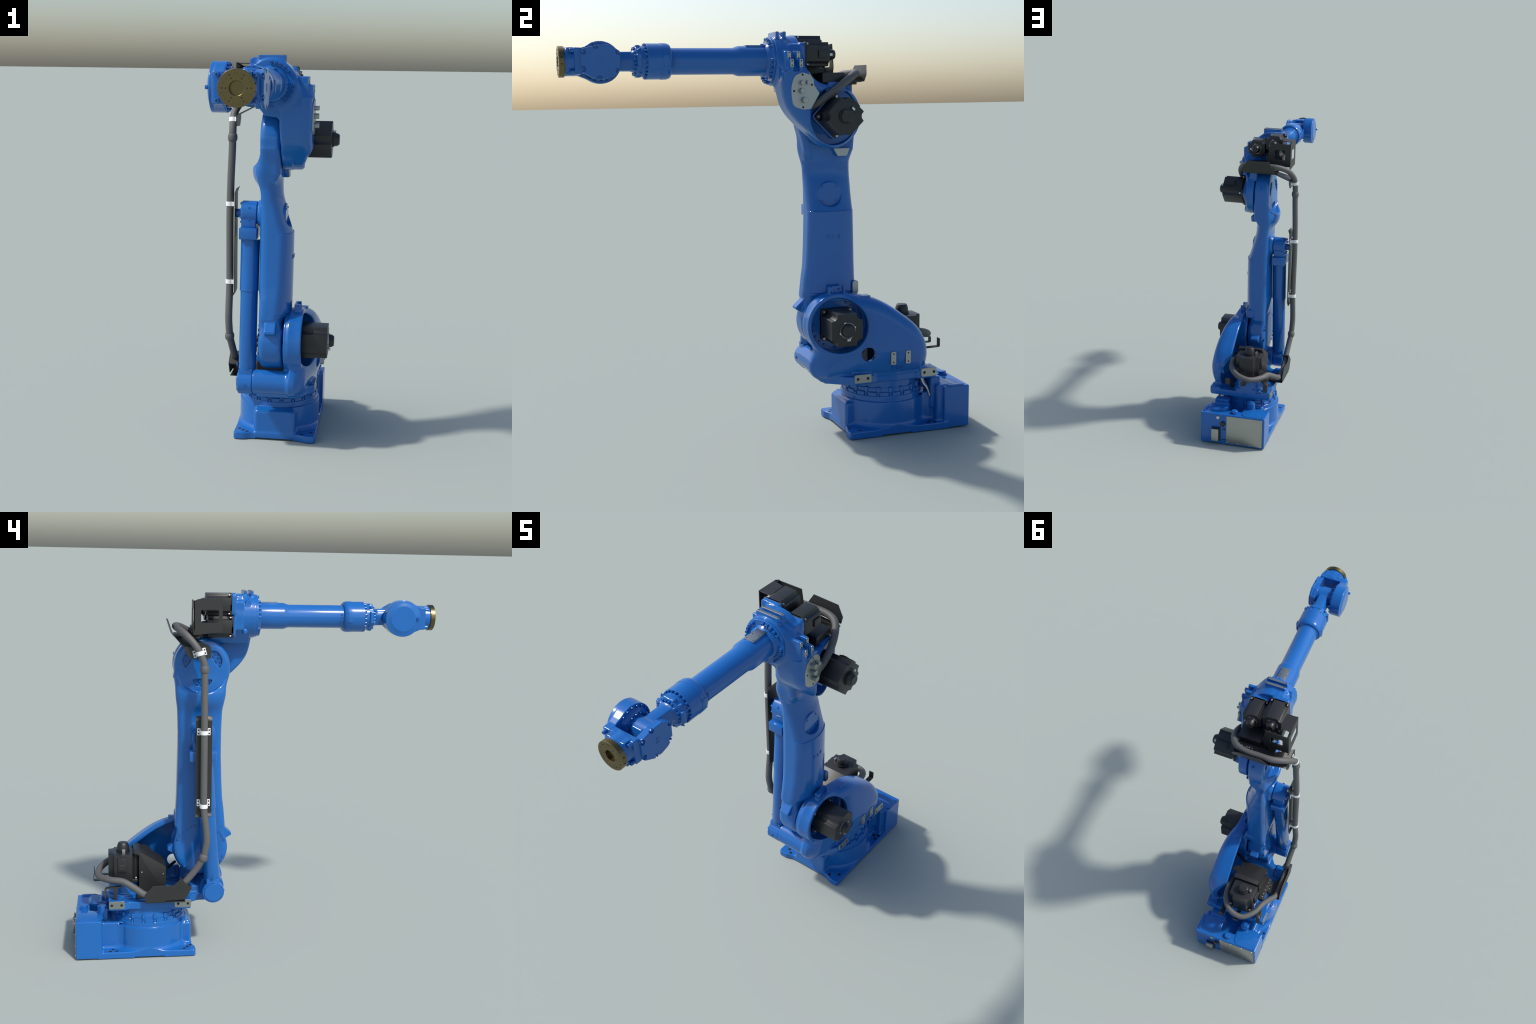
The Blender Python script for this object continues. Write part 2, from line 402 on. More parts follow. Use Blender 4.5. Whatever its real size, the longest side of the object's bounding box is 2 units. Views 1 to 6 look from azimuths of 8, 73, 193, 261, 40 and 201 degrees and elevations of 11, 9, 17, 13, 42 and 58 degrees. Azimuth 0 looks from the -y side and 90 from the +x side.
for y in (.541, .620):
    b = Build(); b.prism(rounded(rect(y - .0135, .370, y + .0135, .437), .008), 'x', .18, .2165, .001, 1); side_pads = b.obj('mounting_pad', GREY, frame)
for y in (.541, .620):
    for z in (.382, .425): hole_disc((.2165, y, z), '+x', .0042, side_pads)
for y, z in ((.255, .737), (.30, .748)): hole_disc((.1085 if y < .27 else .0895, y, z), '+x', .005, frame)
for ch, y in (('F', .545), ('S', .570), ('R', .595)): lettering('cast_letter', ch, .026, .0022, (.196, y, .349), (.02, 1, 0), (.3, 0, .95), BLUE, frame)
for i in range(24):                                  # gearbox bolts at the bottom of the bore
    if i % 6 == 5: continue
    a = 2 * math.pi * i / 24
    bolt((.082, J2[0] + .118 * math.cos(a), J2[1] + .118 * math.sin(a)), '+x', .0065, frame, .006)
b = Build(); b.prism(rounded(rect(.086, .405, .134, .452), .006), 'z', .68, .7125, .002); b.obj('boss', BLUE, frame)
b = Build(); b.cyl('z', (.07, .262), .022, .268, .30); b.cyl('z', (-.03, .29), .03, .262, .29); b.obj('drain_boss', BLUE, frame)

# ================================================================== LOWER ARM
ARM_F = [(.420, .20), (.573, .20), (.70, .145), (.80, .153), (.86, .161), (.95, .166), (1.10, .171), (1.25, .171), (1.35, .168), (1.41, .163), (1.48, .152), (1.55, .140), (1.593, .20)]
ARM_R = [(.573, .37), (.70, .427), (.80, .420), (.88, .416), (1.13, .410), (1.23, .410), (1.35, .414), (1.45, .421), (1.54, .43), (1.593, .37)]
ARM_SIDE = [(y, z) for z, y in ARM_F[2:-1]] + [(J3[0] - .10, 1.593), (J3[0] + .10, 1.593)] + [(y, z) for z, y in ARM_R[1:-1]][::-1] + [(.40, .60), (.17, .60)]
XL_Z = [.40, .53, .70, .90, 1.10, 1.20, 1.27, 1.317, 1.37, 1.41, 1.435, 1.453, 1.475, 1.497, 1.52, 1.60, 1.76]
XL_X = [-.092, -.092, -.092, -.089, -.088, -.089, -.091, -.093, -.096, -.099, -.101, -.101, -.100, -.099, -.0985, -.097, -.093]
XR_Z = [.40, .655, .72, .76, 1.10, 1.125, 1.18, 1.258, 1.32, 1.41, 1.45, 1.76]
XR_X = [.031, .031, .058, .064, .067, .063, .046, .026, .011, .008, .0085, .0085]
XL_Z, XL_X = smooth_pair(XL_Z, XL_X); XR_Z, XR_X = smooth_pair(XR_Z, XR_X)
def arm_field(X, Y, Z):
    side = sdpoly(Y, Z, ARM_SIDE)
    r2 = np.sqrt((Y - J2[0]) ** 2 + (Z - J2[1]) ** 2) - .153
    r3 = np.sqrt((Y - J3[0]) ** 2 + (Z - J3[1]) ** 2) - .1515
    side = smin(side, np.minimum(r2, r3), .03)
    bow = np.clip((Z - .64) / .08, 0, 1) * np.clip((1.43 - Z) / .06, 0, 1) * 2.9
    xl = XL_X[0] * 0 + curve(Z, XL_Z, XL_X); xr = curve(Z, XR_Z, XR_X) - bow * (Y - .288) ** 2
    belly = np.clip((Z - .73) / .10, 0, 1) * np.clip((1.32 - Z) / .1, 0, 1)
    xl = xl + belly * (1.3 * (Y - .29) ** 2 - .015)
    left = xl - X; right = X - xr
    d = smax(side, left * .97, .034)
    d = smax(d, right * .97, .028)
    # rounded lip under the face of the round upper end
    lip = np.sqrt(((X + .088) / .056) ** 2 + ((Y - .283) / .112) ** 2 + ((Z - 1.438) / .085) ** 2)
    d = smin(d, (lip - 1) * .045, .03)
    d = smax(d, -np.maximum(r3 + .012, X + .0975), .012)
    # three clover pockets in the face of the round upper end
    rr = r3 + .1515
    ang = np.arctan2(Z - J3[1], Y - J3[0])
    for a0, half in ((math.radians(29), .60), (math.radians(151), .60), (math.radians(-90), .60)):
        da = np.abs((ang - a0 + math.pi) % (2 * math.pi) - math.pi)
        lens = np.maximum(np.abs(rr - .090) - .021 * np.clip(1.1 - (da / half) ** 2, -1, 1), (da - half) * .1)
        d = smax(d, -np.maximum(lens, X + .080), .003)
    # access cover seat on the right, balancer boss on the left
    d = smax(d, -sdcyl(Y, Z, X, (.278, 1.215), .0625, .0275, .2, .002), .003)
    seat = sdcyl(Y, Z, X, (.278, 1.215), .0600, -.05, .0265, .002)
    d = smin(d, seat, .003)
    d = smin(d, sdcyl(Y, Z, X, (.284, 1.220), .063, -.113, -.05, .004), .02)
    # hard stops
    for (y0, z0), (y1, z1), (y2, z2), (y3, z3) in (((.16, .70), (.108, .652), (.108, .640), (.16, .61)), ((.40, .62), (.465, .573), (.465, .556), (.40, .52))):
        st = sdprism(sdpoly(Y, Z, [(y0, z0), (y1, z1), (y2, z2), (y3, z3)]), X, -.058, -.002, .004)
        d = smin(d, st, .008)
    d = smin(d, sdcyl(X, Z, Y, (-.028, 1.39), .0115, .168, .22, .002), .008)
    d = smin(d, sdcyl(X, Z, Y, (.02, .725), .012, .35, .425, .003), .006)
    return d
lower_arm = casting('lower_arm', arm_field, (-.135, .10, .41), (.06, .47, 1.75), .003, BLUE)
b = Build(); b.cyl('x', (.278, 1.215), .0585, .022, .030, .002, 48); cov = b.obj('access_cover', BLUE, lower_arm)
for dy, dz in ((-.036, .034), (.036, .034), (-.036, -.034), (.036, -.034)): bolt((.0295, .278 + dy, 1.215 + dz), '+x', .0045, cov, .003)
b = Build(); b.prism(rounded(rect(.393, .708, .426, .773), .012), 'x', -.02, .038, .002); sp = b.obj('stop_block', BLUE, lower_arm)
b = Build(); b.prism(rounded(rect(.394, .709, .425, .772), .012), 'x', .036, .040, .0008, 1); b.obj('stop_face', GREY, sp)
b = Build(); b.prism([(.296, 1.44), (.320, 1.397), (.371, 1.397), (.388, 1.44)], 'x', -.01, .032, .004)
stop = b.obj('stop_block', BLUE, lower_arm)
b = Build(); b.prism(rounded([(.300, 1.436), (.322, 1.399), (.369, 1.399), (.384, 1.436)], .004), 'x', .03, .0345, .0008, 1); b.obj('stop_face', GREY, stop)
for ch, y in (('F', .258), ('L', .286), ('R', .314)): lettering('cast_letter', ch, .027, .0022, (.0675 - 2.9 * (y - .288) ** 2, y, 1.005), (-5.8 * (y - .288), 1, 0), (0, 0, 1), BLUE, lower_arm)
for k in range(-3, 25):                             # arc of bolts on the round end
    a = math.radians(24 + k * 10.4)
    if 24 + k * 10.4 > 160 or 103 < 24 + k * 10.4 < 128 or k in (-1, -2): continue
    p = (-.0912, J2[0] + .137 * math.cos(a), J2[1] + .137 * math.sin(a)); hole_disc(p, '-x', .0085, lower_arm, .0022)  # dark disc behind each bolt stands in for its counterbore
    bolt(p, '-x', .0068, lower_arm, .0016)
for k in (-60, -48, 200, 212, 224):
    a = math.radians(k); bolt((-.0912, J2[0] + .132 * math.cos(a), J2[1] + .132 * math.sin(a)), '-x', .0068, lower_arm, .003)
for a0 in (29, 151, -90):
    for rr, offs in ((.1, (-27, -14, 0, 14, 27)), (.081, (-13, 8))):
        for o in offs:
            a = math.radians(a0 + o); bolt((-.081, J3[0] + rr * math.cos(a), J3[1] + rr * math.sin(a)), '-x', .0062 if rr > .09 else .0075, lower_arm, .006)
for z in (1.53, 1.655):
    bolt((-.03, .4305, z), '+y', .008, lower_arm, .003)

# ================================================================== BALANCER
B0, B1 = Vector((-.155, .220, .352)), Vector((-.152, .284, 1.220))
bd = (B1 - B0).normalized(); BL = (B1 - B0).length
MB = Matrix.Translation(B0) @ bd.to_track_quat('Z', 'Y').to_matrix().to_4x4()
b = Build()
b.lathe([(.06, .038), (.075, .0445), (.475, .0445), (.475, .048), (.735, .048), (.735, .03), (.83, .03)], 'z', (0, 0), 48, MB)
balancer = b.obj('balancer_cylinder', BLUE)
b = Build(); b.cyl('x', (.220, .352), .061, -.198, -.1225, .004, 48); b.cyl('x', (.220, .352), .05, -.203, -.197, .002, 48)
b.box((-.195, .185, .36), (-.122, .258, .43), .006)
low = b.obj('clevis', BLUE, balancer)
for i in range(6):
    a = math.radians(30 + 60 * i); bolt((-.198, .220 + .055 * math.cos(a), .352 + .055 * math.sin(a)), '-x', .0042, low, .003)
bolt((-.16, .158, .352), '-y', .006, low, .003); bolt((-.205, .225, .44), '-x', .005, low); bolt((-.14, .18, .43), '-y', .005, low, .003)
b = Build(); b.cyl('x', (.284, 1.220), .059, -.197, -.1155, .005, 48); b.box((-.196, .232, 1.145), (-.122, .336, 1.22), .006)
up = b.obj('clevis', BLUE, balancer)
b = Build(); b.box((-.203, .209, 1.092), (-.113, .354, 1.149), .005); b.obj('clevis_block', BLUE, balancer)
b = Build(); b.cyl('x', (.284, 1.215), .0215, -.2275, -.19, .002); b.obj('pivot_pin', BLUE, balancer)
for i in range(8):
    a = math.radians(22 + 45 * i); bolt((-.196, .284 + .05 * math.cos(a), 1.22 + .05 * math.sin(a)), '-x', .006, up)
for z in (1.25, 1.19): bolt((-.155, .2335, z), '-y', .006, up, .003)

# ================================================================== UPPER ARM HOUSING
NECK = spline([(.008, 1.90), (.006, 1.80), (.006, 1.742), (.014, 1.69), (.028, 1.645), (.055, 1.602), (.093, 1.561), (.145, 1.515), (.195, 1.473),
               (.26, 1.443), (.33, 1.452), (.40, 1.51), (.43, 1.593), (.41, 1.67), (.36, 1.722), (.30, 1.737), (.255, 1.741), (.214, 1.751), (.174, 1.773), (.148, 1.80),
               (.136, 1.83), (.125, 1.87), (.11, 1.91), (.06, 1.93)], 3, True)
NR_Z = [1.44, 1.50, 1.56, 1.785, 1.80, 1.86, 1.90, 1.95]
NR_X = [.128, .152, .166, .166, .158, .118, .095, .06]
NL_Z = [1.44, 1.695, 1.708, 1.714, 1.75, 1.80, 1.95]
NL_X = [.0125, .0125, .0, -.058, -.078, -.10, -.10]
NR_Z, NR_X = smooth_pair(NR_Z, NR_X)
def upper_field(X, Y, Z):
    roll = sdcyl(X, Z, Y, (XC, AZ), .1175, .0, .118, .004)
    n2 = sdpoly(Y, Z, NECK)
    xr = np.minimum(curve(Z, NR_Z, NR_X), curve(Y, [0, .135, .16, .20, .30, .42, .5], [.166, .166, .147, .130, .105, .063, .035]))
    xl = np.maximum(curve(Z, NL_Z, NL_X), curve(Y, [.02, .045], [.0125, -.2]))
    n = smax(n2, X - xr, curve(Y, [.10, .24], [.055, .022])); n = smax(n, (xl - X) * .9, .02)
    d = smin(roll, n, .03)
    hub = sdcyl(Y, Z, X, J3, .1515, .0125, .06, .003)
    d = smin(d, hub, .01)
    bore = sdcyl(Y, Z, X, (J3[0] - .002, J3[1]), .136, .048, .5, .003)
    d = smax(d, -bore, .005)
    for lo, hi in (((-.142, .110, 1.865), (-.032, .134, 1.982)), ((-.142, .110, 1.749), (-.032, .125, 1.863)), ((-.02, .115, 1.831), (.091, .140, 1.941))):
        d2 = sdpoly(X, Z, rounded(rect(lo[0], lo[2], hi[0], hi[2]), .02))
        d = smin(d, sdprism(d2, Y, lo[1], hi[1], .004), .008)
    d = smin(d, sdbox(X, Y, Z, (-.1405, .067, 1.79), (-.06, .12, 1.94), .006), .006)
    d = smin(d, sdbox(X, Y, Z, (.02, .062, 1.84), (.084, .12, 1.932), .010), .01)
    d = smin(d, sdbox(X, Y, Z, (-.10, .06, 1.90), (-.05, .12, 1.972), .015), .02)
    # cable-clamp rails on top and stepped lugs on the right
    for y in (.019, .0535): d = smin(d, sdprism(sdpoly(X, Z, rect(-.086, 1.93, .039, 1.992)), Y, y - .008, y + .008, .002), .008)
    for y in (.041, .086):
        d = smin(d, sdbox(X, Y, Z, (.06, y - .009, 1.815), (.1465, y + .009, 1.897), .004), .012)
        d = smin(d, sdbox(X, Y, Z, (.08, y - .003, 1.80), (.1695, y + .015, 1.859), .004), .012)
    d = smin(d, sdbox(X, Y, Z, (-.002, .355, 1.69), (.047, .394, 1.748), .006), .01)       # rear hard stop
    d = smin(d, sdbox(X, Y, Z, (-.03, .062, 1.716), (-.006, .08, 1.76), .003), .006)
    # machined seat for the connector plate
    d = smin(d, sdprism(sdpoly(Y, Z, PLATE_Q), X, .10, .1675, .003), .006)
    d = smin(d, sdcyl(Y, Z, X, (.058, 1.781), .0115, -.128, -.06, .003), .006)
    d = smin(d, sdprism(sdpoly(Y, Z, rounded([(.06, 1.94), (.03, 1.955), (.03, 1.915), (.06, 1.91)], .01)), X, -.128, -.08, .004), .006)
    return d
PLATE_Q = spline([(.099, 1.798), (.060, 1.782), (.043, 1.737), (.043, 1.69), (.055, 1.645), (.098, 1.627)], 4)[:-1] + [(.098, 1.627), (.137, 1.630), (.180, 1.701), (.153, 1.740), (.152, 1.762), (.135, 1.787)]
upper_arm = casting('upper_arm_housing', upper_field, (-.145, -.002, 1.435), (.175, .44, 1.995), .003, BLUE)
for y in (.019, .0535):
    b = Build(); b.prism(rounded(rect(-.0855, y - .0075, .0385, y + .0075), .007), 'z', 1.988, 1.9937, .0004, 1); rails = b.obj('rail_face', SLATE, upper_arm)
for y in (.019, .0535):
    for x in (-.078, .031): hole_disc((x, y, 1.9935), '+z', .004, rails, .0008)
for y in (.041, .086):
    b = Build()
    b.prism(rounded(rect(y - .0085, 1.859, y + .0085, 1.896), .008), 'x', .14, .1475, .0004, 1)
    b.prism(rounded(rect(y - .0025, 1.822, y + .0145, 1.859), .008), 'x', .163, .1705, .0004, 1)
    lugs = b.obj('lug_face', GREY, upper_arm)
for y in (.041, .086):
    for z in (1.89, 1.867): hole_disc((.1475, y, z), '+x', .003, lugs)
    for z in (1.851, 1.831): hole_disc((.1705, y + .006, z), '+x', .0035, lugs)
b = Build(); b.prism(rounded(PLATE_Q, .001, 1), 'x', .160, .1715, .0005, 1); plate = b.obj('connector_plate', GREY, upper_arm)
for y, z, r in ((.093, 1.751, .0105), (.120, 1.752, .0085), (.092, 1.714, .0125), (.105, 1.671, .014)):
    b = Build(); b.cyl('x', (y, z), r, .17, .193, .001); b.obj('connector_port', GREY, plate)
for y, z in ((.097, 1.788), (.098, 1.638), (.054, 1.713), (.142, 1.741)): hole_disc((.1715, y, z), '+x', .0052, plate)
b = Build(); b.cyl('x', (.145, 1.675), .046, .006, .016, .002); b.obj('round_cover', BLUE, upper_arm)
# motor seat inside the J3 bore
b = Build(); MJ3 = Matrix.Translation((0, J3[0], J3[1])) @ Matrix.Rotation(math.radians(45), 4, 'X')
b.prism(rounded(rect(-.083, -.083, .083, .083), .02), 'x', .04, .095, .003, 2, MJ3)
b.cyl('x', J3, .137, .03, .064, .004, 64); b.obj('motor_seat', BLUE, upper_arm)
b = Build(); b.prism(rounded([(.23, 1.71), (.25, 1.755), (.33, 1.755), (.34, 1.71)], .004), 'x', -.02, .11, .002); b.obj('bracket_seat', BLUE, upper_arm)

# ================================================================== FOREARM
b = Build()
b.lathe([(.004, .113), (-.012, .113), (-.014, .111), (-.014, .085), (-.03, .0755), (-.034, .0705), (-.158, .0705), (-.166, .069), (-.187, .0615),
         (-.485, .0615), (-.49, .066), (-.492, .068), (-.49, .0735), (-.493, .0775), (-.502, .0815), (-.512, .0835), (-.535, .0835), (-.535, .0822), (-.600, .0822), (-.602, .080), (-.602, .0715),
         (-.622, .0712)], 'y', (XC, AZ), 96)
forearm = b.obj('forearm', BLUE)
for i in range(28):
    if i % 7 in (0, 6): continue
    a = 2 * math.pi * (i + .5) / 28 + math.radians(20)
    bolt((XC + .1 * math.cos(a), -.013, AZ + .1 * math.sin(a)), '-y', .0076, forearm, .0115)
for i in range(22):
    a = 2 * math.pi * (i + .3) / 22
    bolt((XC + .0765 * math.cos(a), -.601, AZ + .0765 * math.sin(a)), '-y', .0052, forearm, .0085)
b = Build(); b.box((XC - .026, -.128, 1.90), (XC + .028, -.012, 1.931), .0025); pad = b.obj('cable_pad', BLUE, forearm)
b = Build(); b.box((XC - .0255, -.1275, 1.9305), (XC + .0275, -.0125, 1.9322), .0004); pf = b.obj('pad_face', SLATE, pad)
for x in (-.018, .02):
    for y in (-.115, -.075, -.03): hole_disc((XC + x, y, 1.9322), '+z', .003, pf)
for s in (1, -1):
    b = Build(); b.box((XC + s * .078 - .006, -.53, AZ - .027), (XC + s * .078 + .006, -.505, AZ + .027), .003); b.obj('index_flat', BLUE, forearm)
for s in (1, -1):
    for dz in (.014, 0, -.016): bolt((XC + s * .0605, -.475, AZ + dz), (s, 0, 0), .0055, forearm, .003)

# ================================================================== WRIST
COVER = [(-.905, 1.816), (-.905, 1.905), (-.893, 1.915), (-.862, 1.922), (-.832, 1.929), (-.779, 1.931), (-.731, 1.904), (-.727, 1.895), (-.729, 1.824), (-.734, 1.812), (-.761, 1.790), (-.80, 1.778), (-.84, 1.778), (-.893, 1.803)]
def wrist_field(X, Y, Z):
    # fixed neck: round base, tapering to a flat-topped tongue that carries the bend axis
    base_ = sdcyl(X, Z, Y, (XC, AZ), .0705, -.652, -.61, .002)
    ears = sdbox(X, Y, Z, (XC - .078, -.65, AZ - .03), (XC + .078, -.63, AZ + .03), .003)
    ears = np.minimum(ears, sdbox(X, Y, Z, (XC - .03, -.65, AZ - .073), (XC + .03, -.63, AZ + .073), .003))
    neck = sdcyl(X, Z, Y, (XC, AZ), .0415, -.76, -.62, .003)
    tong = sdbox(X, Y, Z, (XC - .028, -.845, AZ - .041), (XC + .03, -.66, AZ + .0415), .006)
    d = smin(base_, ears, .004); d = smin(d, smin(neck, tong, .015), .03)
    for a in range(4):
        t = math.radians(45 + 90 * a); u = (X - XC) * math.cos(t) + (Z - AZ) * math.sin(t); v = -(X - XC) * math.sin(t) + (Z - AZ) * math.cos(t)
        rib = np.maximum(np.maximum(np.abs(v) - .004, u - (.066 + (Y + .652) * .9)), np.maximum(-.69 - Y, Y + .63)); rib = np.maximum(rib, -u)
        d = smin(d, rib, .004)
    hub = sdcyl(Y, Z, X, (WY, AZ), .052, -.085, .032, .003)
    d = smin(d, hub, .008)
    # rotating fork: gear wheel on the left, cross plate in front, cover carrier on the right
    r = np.sqrt((Y - WY) ** 2 + (Z - AZ) ** 2)
    wheel = sdcyl(Y, Z, X, (WY, AZ), .0970, -.160, -.086, .002)
    wheel = smax(wheel, (-.1555 - X) + np.clip(r - .067, 0, .016) * .38 + np.clip(r - .083, 0, 1) * .2, .002)
    inner = smax(sdcyl(Y, Z, X, (WY, AZ), .086, -.10, -.066, .006), (r - .085) + (X + .085) * 1.1, .01)
    hull = sdprism(sdpoly(Y, Z, [(WY - .035, AZ + .088), (-.905, AZ + .058), (-.93, AZ + .056), (-.93, AZ - .057), (-.905, AZ - .06), (WY - .035, AZ - .088)]), X, -.128, -.086, .004)
    front = sdbox(X, Y, Z, (-.121, -.931, 1.801), (.047, -.899, 1.9185), .004)
    carrier = sdprism(sdpoly(Y, Z, [(y, z + (.002 if z < AZ else -.004)) for y, z in COVER]), X, .024, .05, .003)
    fork = smin(smin(wheel, hull, .006), smin(front, carrier, .01), .008)
    fork = np.minimum(fork, inner)
    tcyl = sdcyl(X, Z, Y, (XC, AZ), .0640, -.975, -.91, .002)
    shoulder = sdbox(X, Y, Z, (XC - .05, -.962, AZ - .06), (XC + .05, -.92, AZ + .0615), .004)
    fork = smin(fork, smin(tcyl, shoulder, .004), .006)
    d = np.minimum(d, fork)
    return d
wrist = casting('wrist', wrist_field, (-.155, -.978, 1.758), (.06, -.605, 1.96), .0022, BLUE)
COVER_SCREWS = ((-.893, 1.900), (-.838, 1.925), (-.738, 1.898), (-.895, 1.824), (-.825, 1.783), (-.740, 1.815))
def cover_field(X, Y, Z):
    d = sdprism(sdpoly(Y, Z, COVER), X, .047, .0635, .005)
    for y, z in COVER_SCREWS: d = smax(d, -sdcyl(Y, Z, X, (y, z), .0115, .0545, .2, .001), .003)
    return d
wcov = casting('wrist_cover', cover_field, (.045, -.91, 1.775), (.066, -.72, 1.935), .0018, BLUE, wrist)
for y, z in COVER_SCREWS: bolt((.054, y, z), '+x', .0055, wcov, .006)
lettering('cast_letter', 'E', .045, .0012, (.0637, -.815, 1.858), (0, 1, 0), (0, 0, 1), BLUE, wcov)
for x in (-.105, .035):
    for z in (AZ + .047, AZ - .047): bolt((x, -.93, z), '-y', .0088, wrist, .0165)
for i in range(20):
    a = 2 * math.pi * i / 20
    if math.cos(a) < -.8: continue
    bolt((-.087, WY + .088 * math.cos(a), AZ + .088 * math.sin(a)), '+x', .0052, wrist, .007)
for i in range(16):
    a = 2 * math.pi * i / 16; bolt((-.067, WY + .063 * math.cos(a), AZ + .063 * math.sin(a)), '+x', .0045, wrist, .006)
for i in range(4):
    for o in (-24, -8, 8, 24):
        a = math.radians(45 + 90 * i + 45 + o); bolt((XC + .061 * math.cos(a), -.651, AZ + .061 * math.sin(a)), '-y', .0052, wrist, .0085)
for x, y in ((-.038, -.762), (-.005, -.825)): place(M_STEEL, 'plug', (x, y, AZ + .041), '+z', .0065, wrist, .002)
bolt((-.150, -.880, AZ), '-x', .008, wrist, .009)
for i in range(8):
    a = math.radians(45 * i + 12); bolt((-.143, WY + .089 * math.cos(a), AZ + .089 * math.sin(a)), '-x', .004, wrist, .004)
# tool flange
b = Build(); b.lathe([(-.973, .06), (-.973, .0685), (-.9745, .070), (-.9973, .070), (-.9988, .0685), (-.9988, .0285), (-.998, .0275), (-.985, .0265)], 'y', (XC, AZ), 72)
flange = b.obj('tool_flange', BRASS)
for i in range(6):
    a = math.radians(60 * i)
    for r, s in ((.0535, .003), (.0395, .003)): hole_disc((XC + r * math.cos(a), -.9988, AZ + r * math.sin(a)), '-y', s, flange, .0008)
M_FL = bolt_mesh('flange_screw', 1.0, .6, BRASS)
for i in range(6):
    for o in (15, 28, 40):
        if i % 3 == 2 and o == 28: continue
        a = math.radians(60 * i + o); place(M_FL, 'flange_screw', (XC + .0555 * math.cos(a), -.9984, AZ + .0555 * math.sin(a)), '-y', .0042, flange, .0026)
for z in (.018, -.012): hole_disc((XC + .068, -.986, AZ + z), '+x', .0035, flange, .004)

# ================================================================== MOTORS
def motor(M, half, z0, z1, capz, capr, label='motor', ring=True, plate=None, conn=None):
    """Servo motor along local +z: flange plate, notched body, encoder cap, bracket ring, connector."""
    k = half / .08
    q = [(.049, .08), (.051, .062), (.062, .051), (.08, .047)]
    out = []
    for (sx, sy, rev) in ((1, 1, False), (1, -1, True), (-1, -1, False), (-1, 1, True)):
        pts = [(sx * a * k, sy * b_ * k) for a, b_ in q]; out += pts[::-1] if rev else pts
    b = Build(); b.prism(out, 'z', z0, z1, .0025 * k, 2, M)
    body = b.obj(label, BLACK)
    pl = plate or (z0, z0 + .012)
    b = Build(); b.prism(rounded(rect(-half, -half, half, half), .016 * k), 'z', pl[0], pl[1], .0015, 1, M); b.obj('motor_flange', BLACK, body)
    for sx in (1, -1):
        for sy in (1, -1):
            p = M @ Vector((sx * half * .84, sy * half * .84, pl[1])); d = (M.to_3x3() @ Vector((0, 0, 1)))
            screw(p, d, .0075 * k, body, .012 * k)
    if capz:
        b = Build(); b.lathe([(z1 - .002, capr * 1.12), (z1 + (capz - z1) * .25, capr * 1.12), (z1 + (capz - z1) * .26, capr), (z1 + (capz - z1) * .65, capr * .96), (capz - .002, capr * .78), (capz, capr * .72)], 'z', (0, 0), 32, M); b.obj('encoder_cap', BLACK, body)
        if ring:
            b = Build(); zr = z1 + (capz - z1) * .2
            b.lathe([(z1, capr * 1.16), (zr, capr * 1.16), (zr, capr * .9)], 'z', (0, 0), 32, M)
            for a in range(4):
                R = M @ Matrix.Rotation(math.radians(20 + 90 * a), 4, 'Z'); b.box((capr * 1.05, -.006 * k, z1), (capr * 1.32, .006 * k, zr), .001, 1, R)
            b.obj('cap_bracket', STEEL, body)
        b = Build(); b.box((-.006 * k, -capr * 1.55, z1 - .002), (.012 * k, -capr * 1.2, z1 + (capz - z1) * .45), .001, 1, M); b.obj('cap_latch', STEEL, body)
    if conn:
        b = Build(); (u0, u1, v, w0, w1) = conn
        b.box((u0, -half - v, w0), (u1, -half + .004, w1), .002, 2, M); b.box((u0 + .006, -half - v - .004, w0 + .008), (u1 - .006, -half, (w0 + w1) / 2), .0015, 1, M); b.obj('motor_connector', BLACK, body)
    return body
def frame_to(axis_dir, origin, up=(0, 0, 1)):
    z = Vector(axis_dir).normalized(); x = Vector(up).cross(z).normalized(); y = z.cross(x)
    return Matrix(((x.x, y.x, z.x, origin[0]), (x.y, y.y, z.y, origin[1]), (x.z, y.z, z.z, origin[2]), (0, 0, 0, 1)))
motor(frame_to((1, 0, 0), (0, J2[0], .574)), .080, .08, .250, .281, .033, plate=(.08, .098), conn=(-.03, .022, .009, .10, .19))
motor(frame_to((1, 0, 0), (0, J3[0] + .003, J3[1])) @ Matrix.Rotation(math.radians(135), 4, 'Z'), .078, .09, .246, .281, .033, ring=False, plate=(.095, .112), conn=(-.02, .025, .008, .16, .235))
motor(frame_to((0, 0, 1), (-.063, .711, 0), (0, -1, 0)) @ Matrix.Rotation(math.radians(90), 4, 'Z'), .081, .405, .562, .612, .034, ring=False, plate=(.406, .420), conn=(-.03, .02, .012, .47, .55))
UPY = (0, 0, 1)
motor(frame_to((0, 1, 0), (.036, 0, 1.886), UPY) @ Matrix.Rotation(math.radians(-90), 4, 'Z'), .0565, .138, .263, .305, .027, plate=(.138, .148))
motor(frame_to((0, 1, 0), (-.087, 0, 1.923), UPY) @ Matrix.Rotation(math.radians(90), 4, 'Z'), .0575, .132, .267, .303, .027, plate=(.132, .142))
motor(frame_to((0, 1, 0), (-.087, 0, 1.806), UPY) @ Matrix.Rotation(math.radians(90), 4, 'Z'), .0575, .123, .257, .293, .027, plate=(.123, .134))
b = Build(); b.box((.089, .205, 1.868), (.1, .25, 1.905), .0015); b.obj('motor_connector', BLACK)

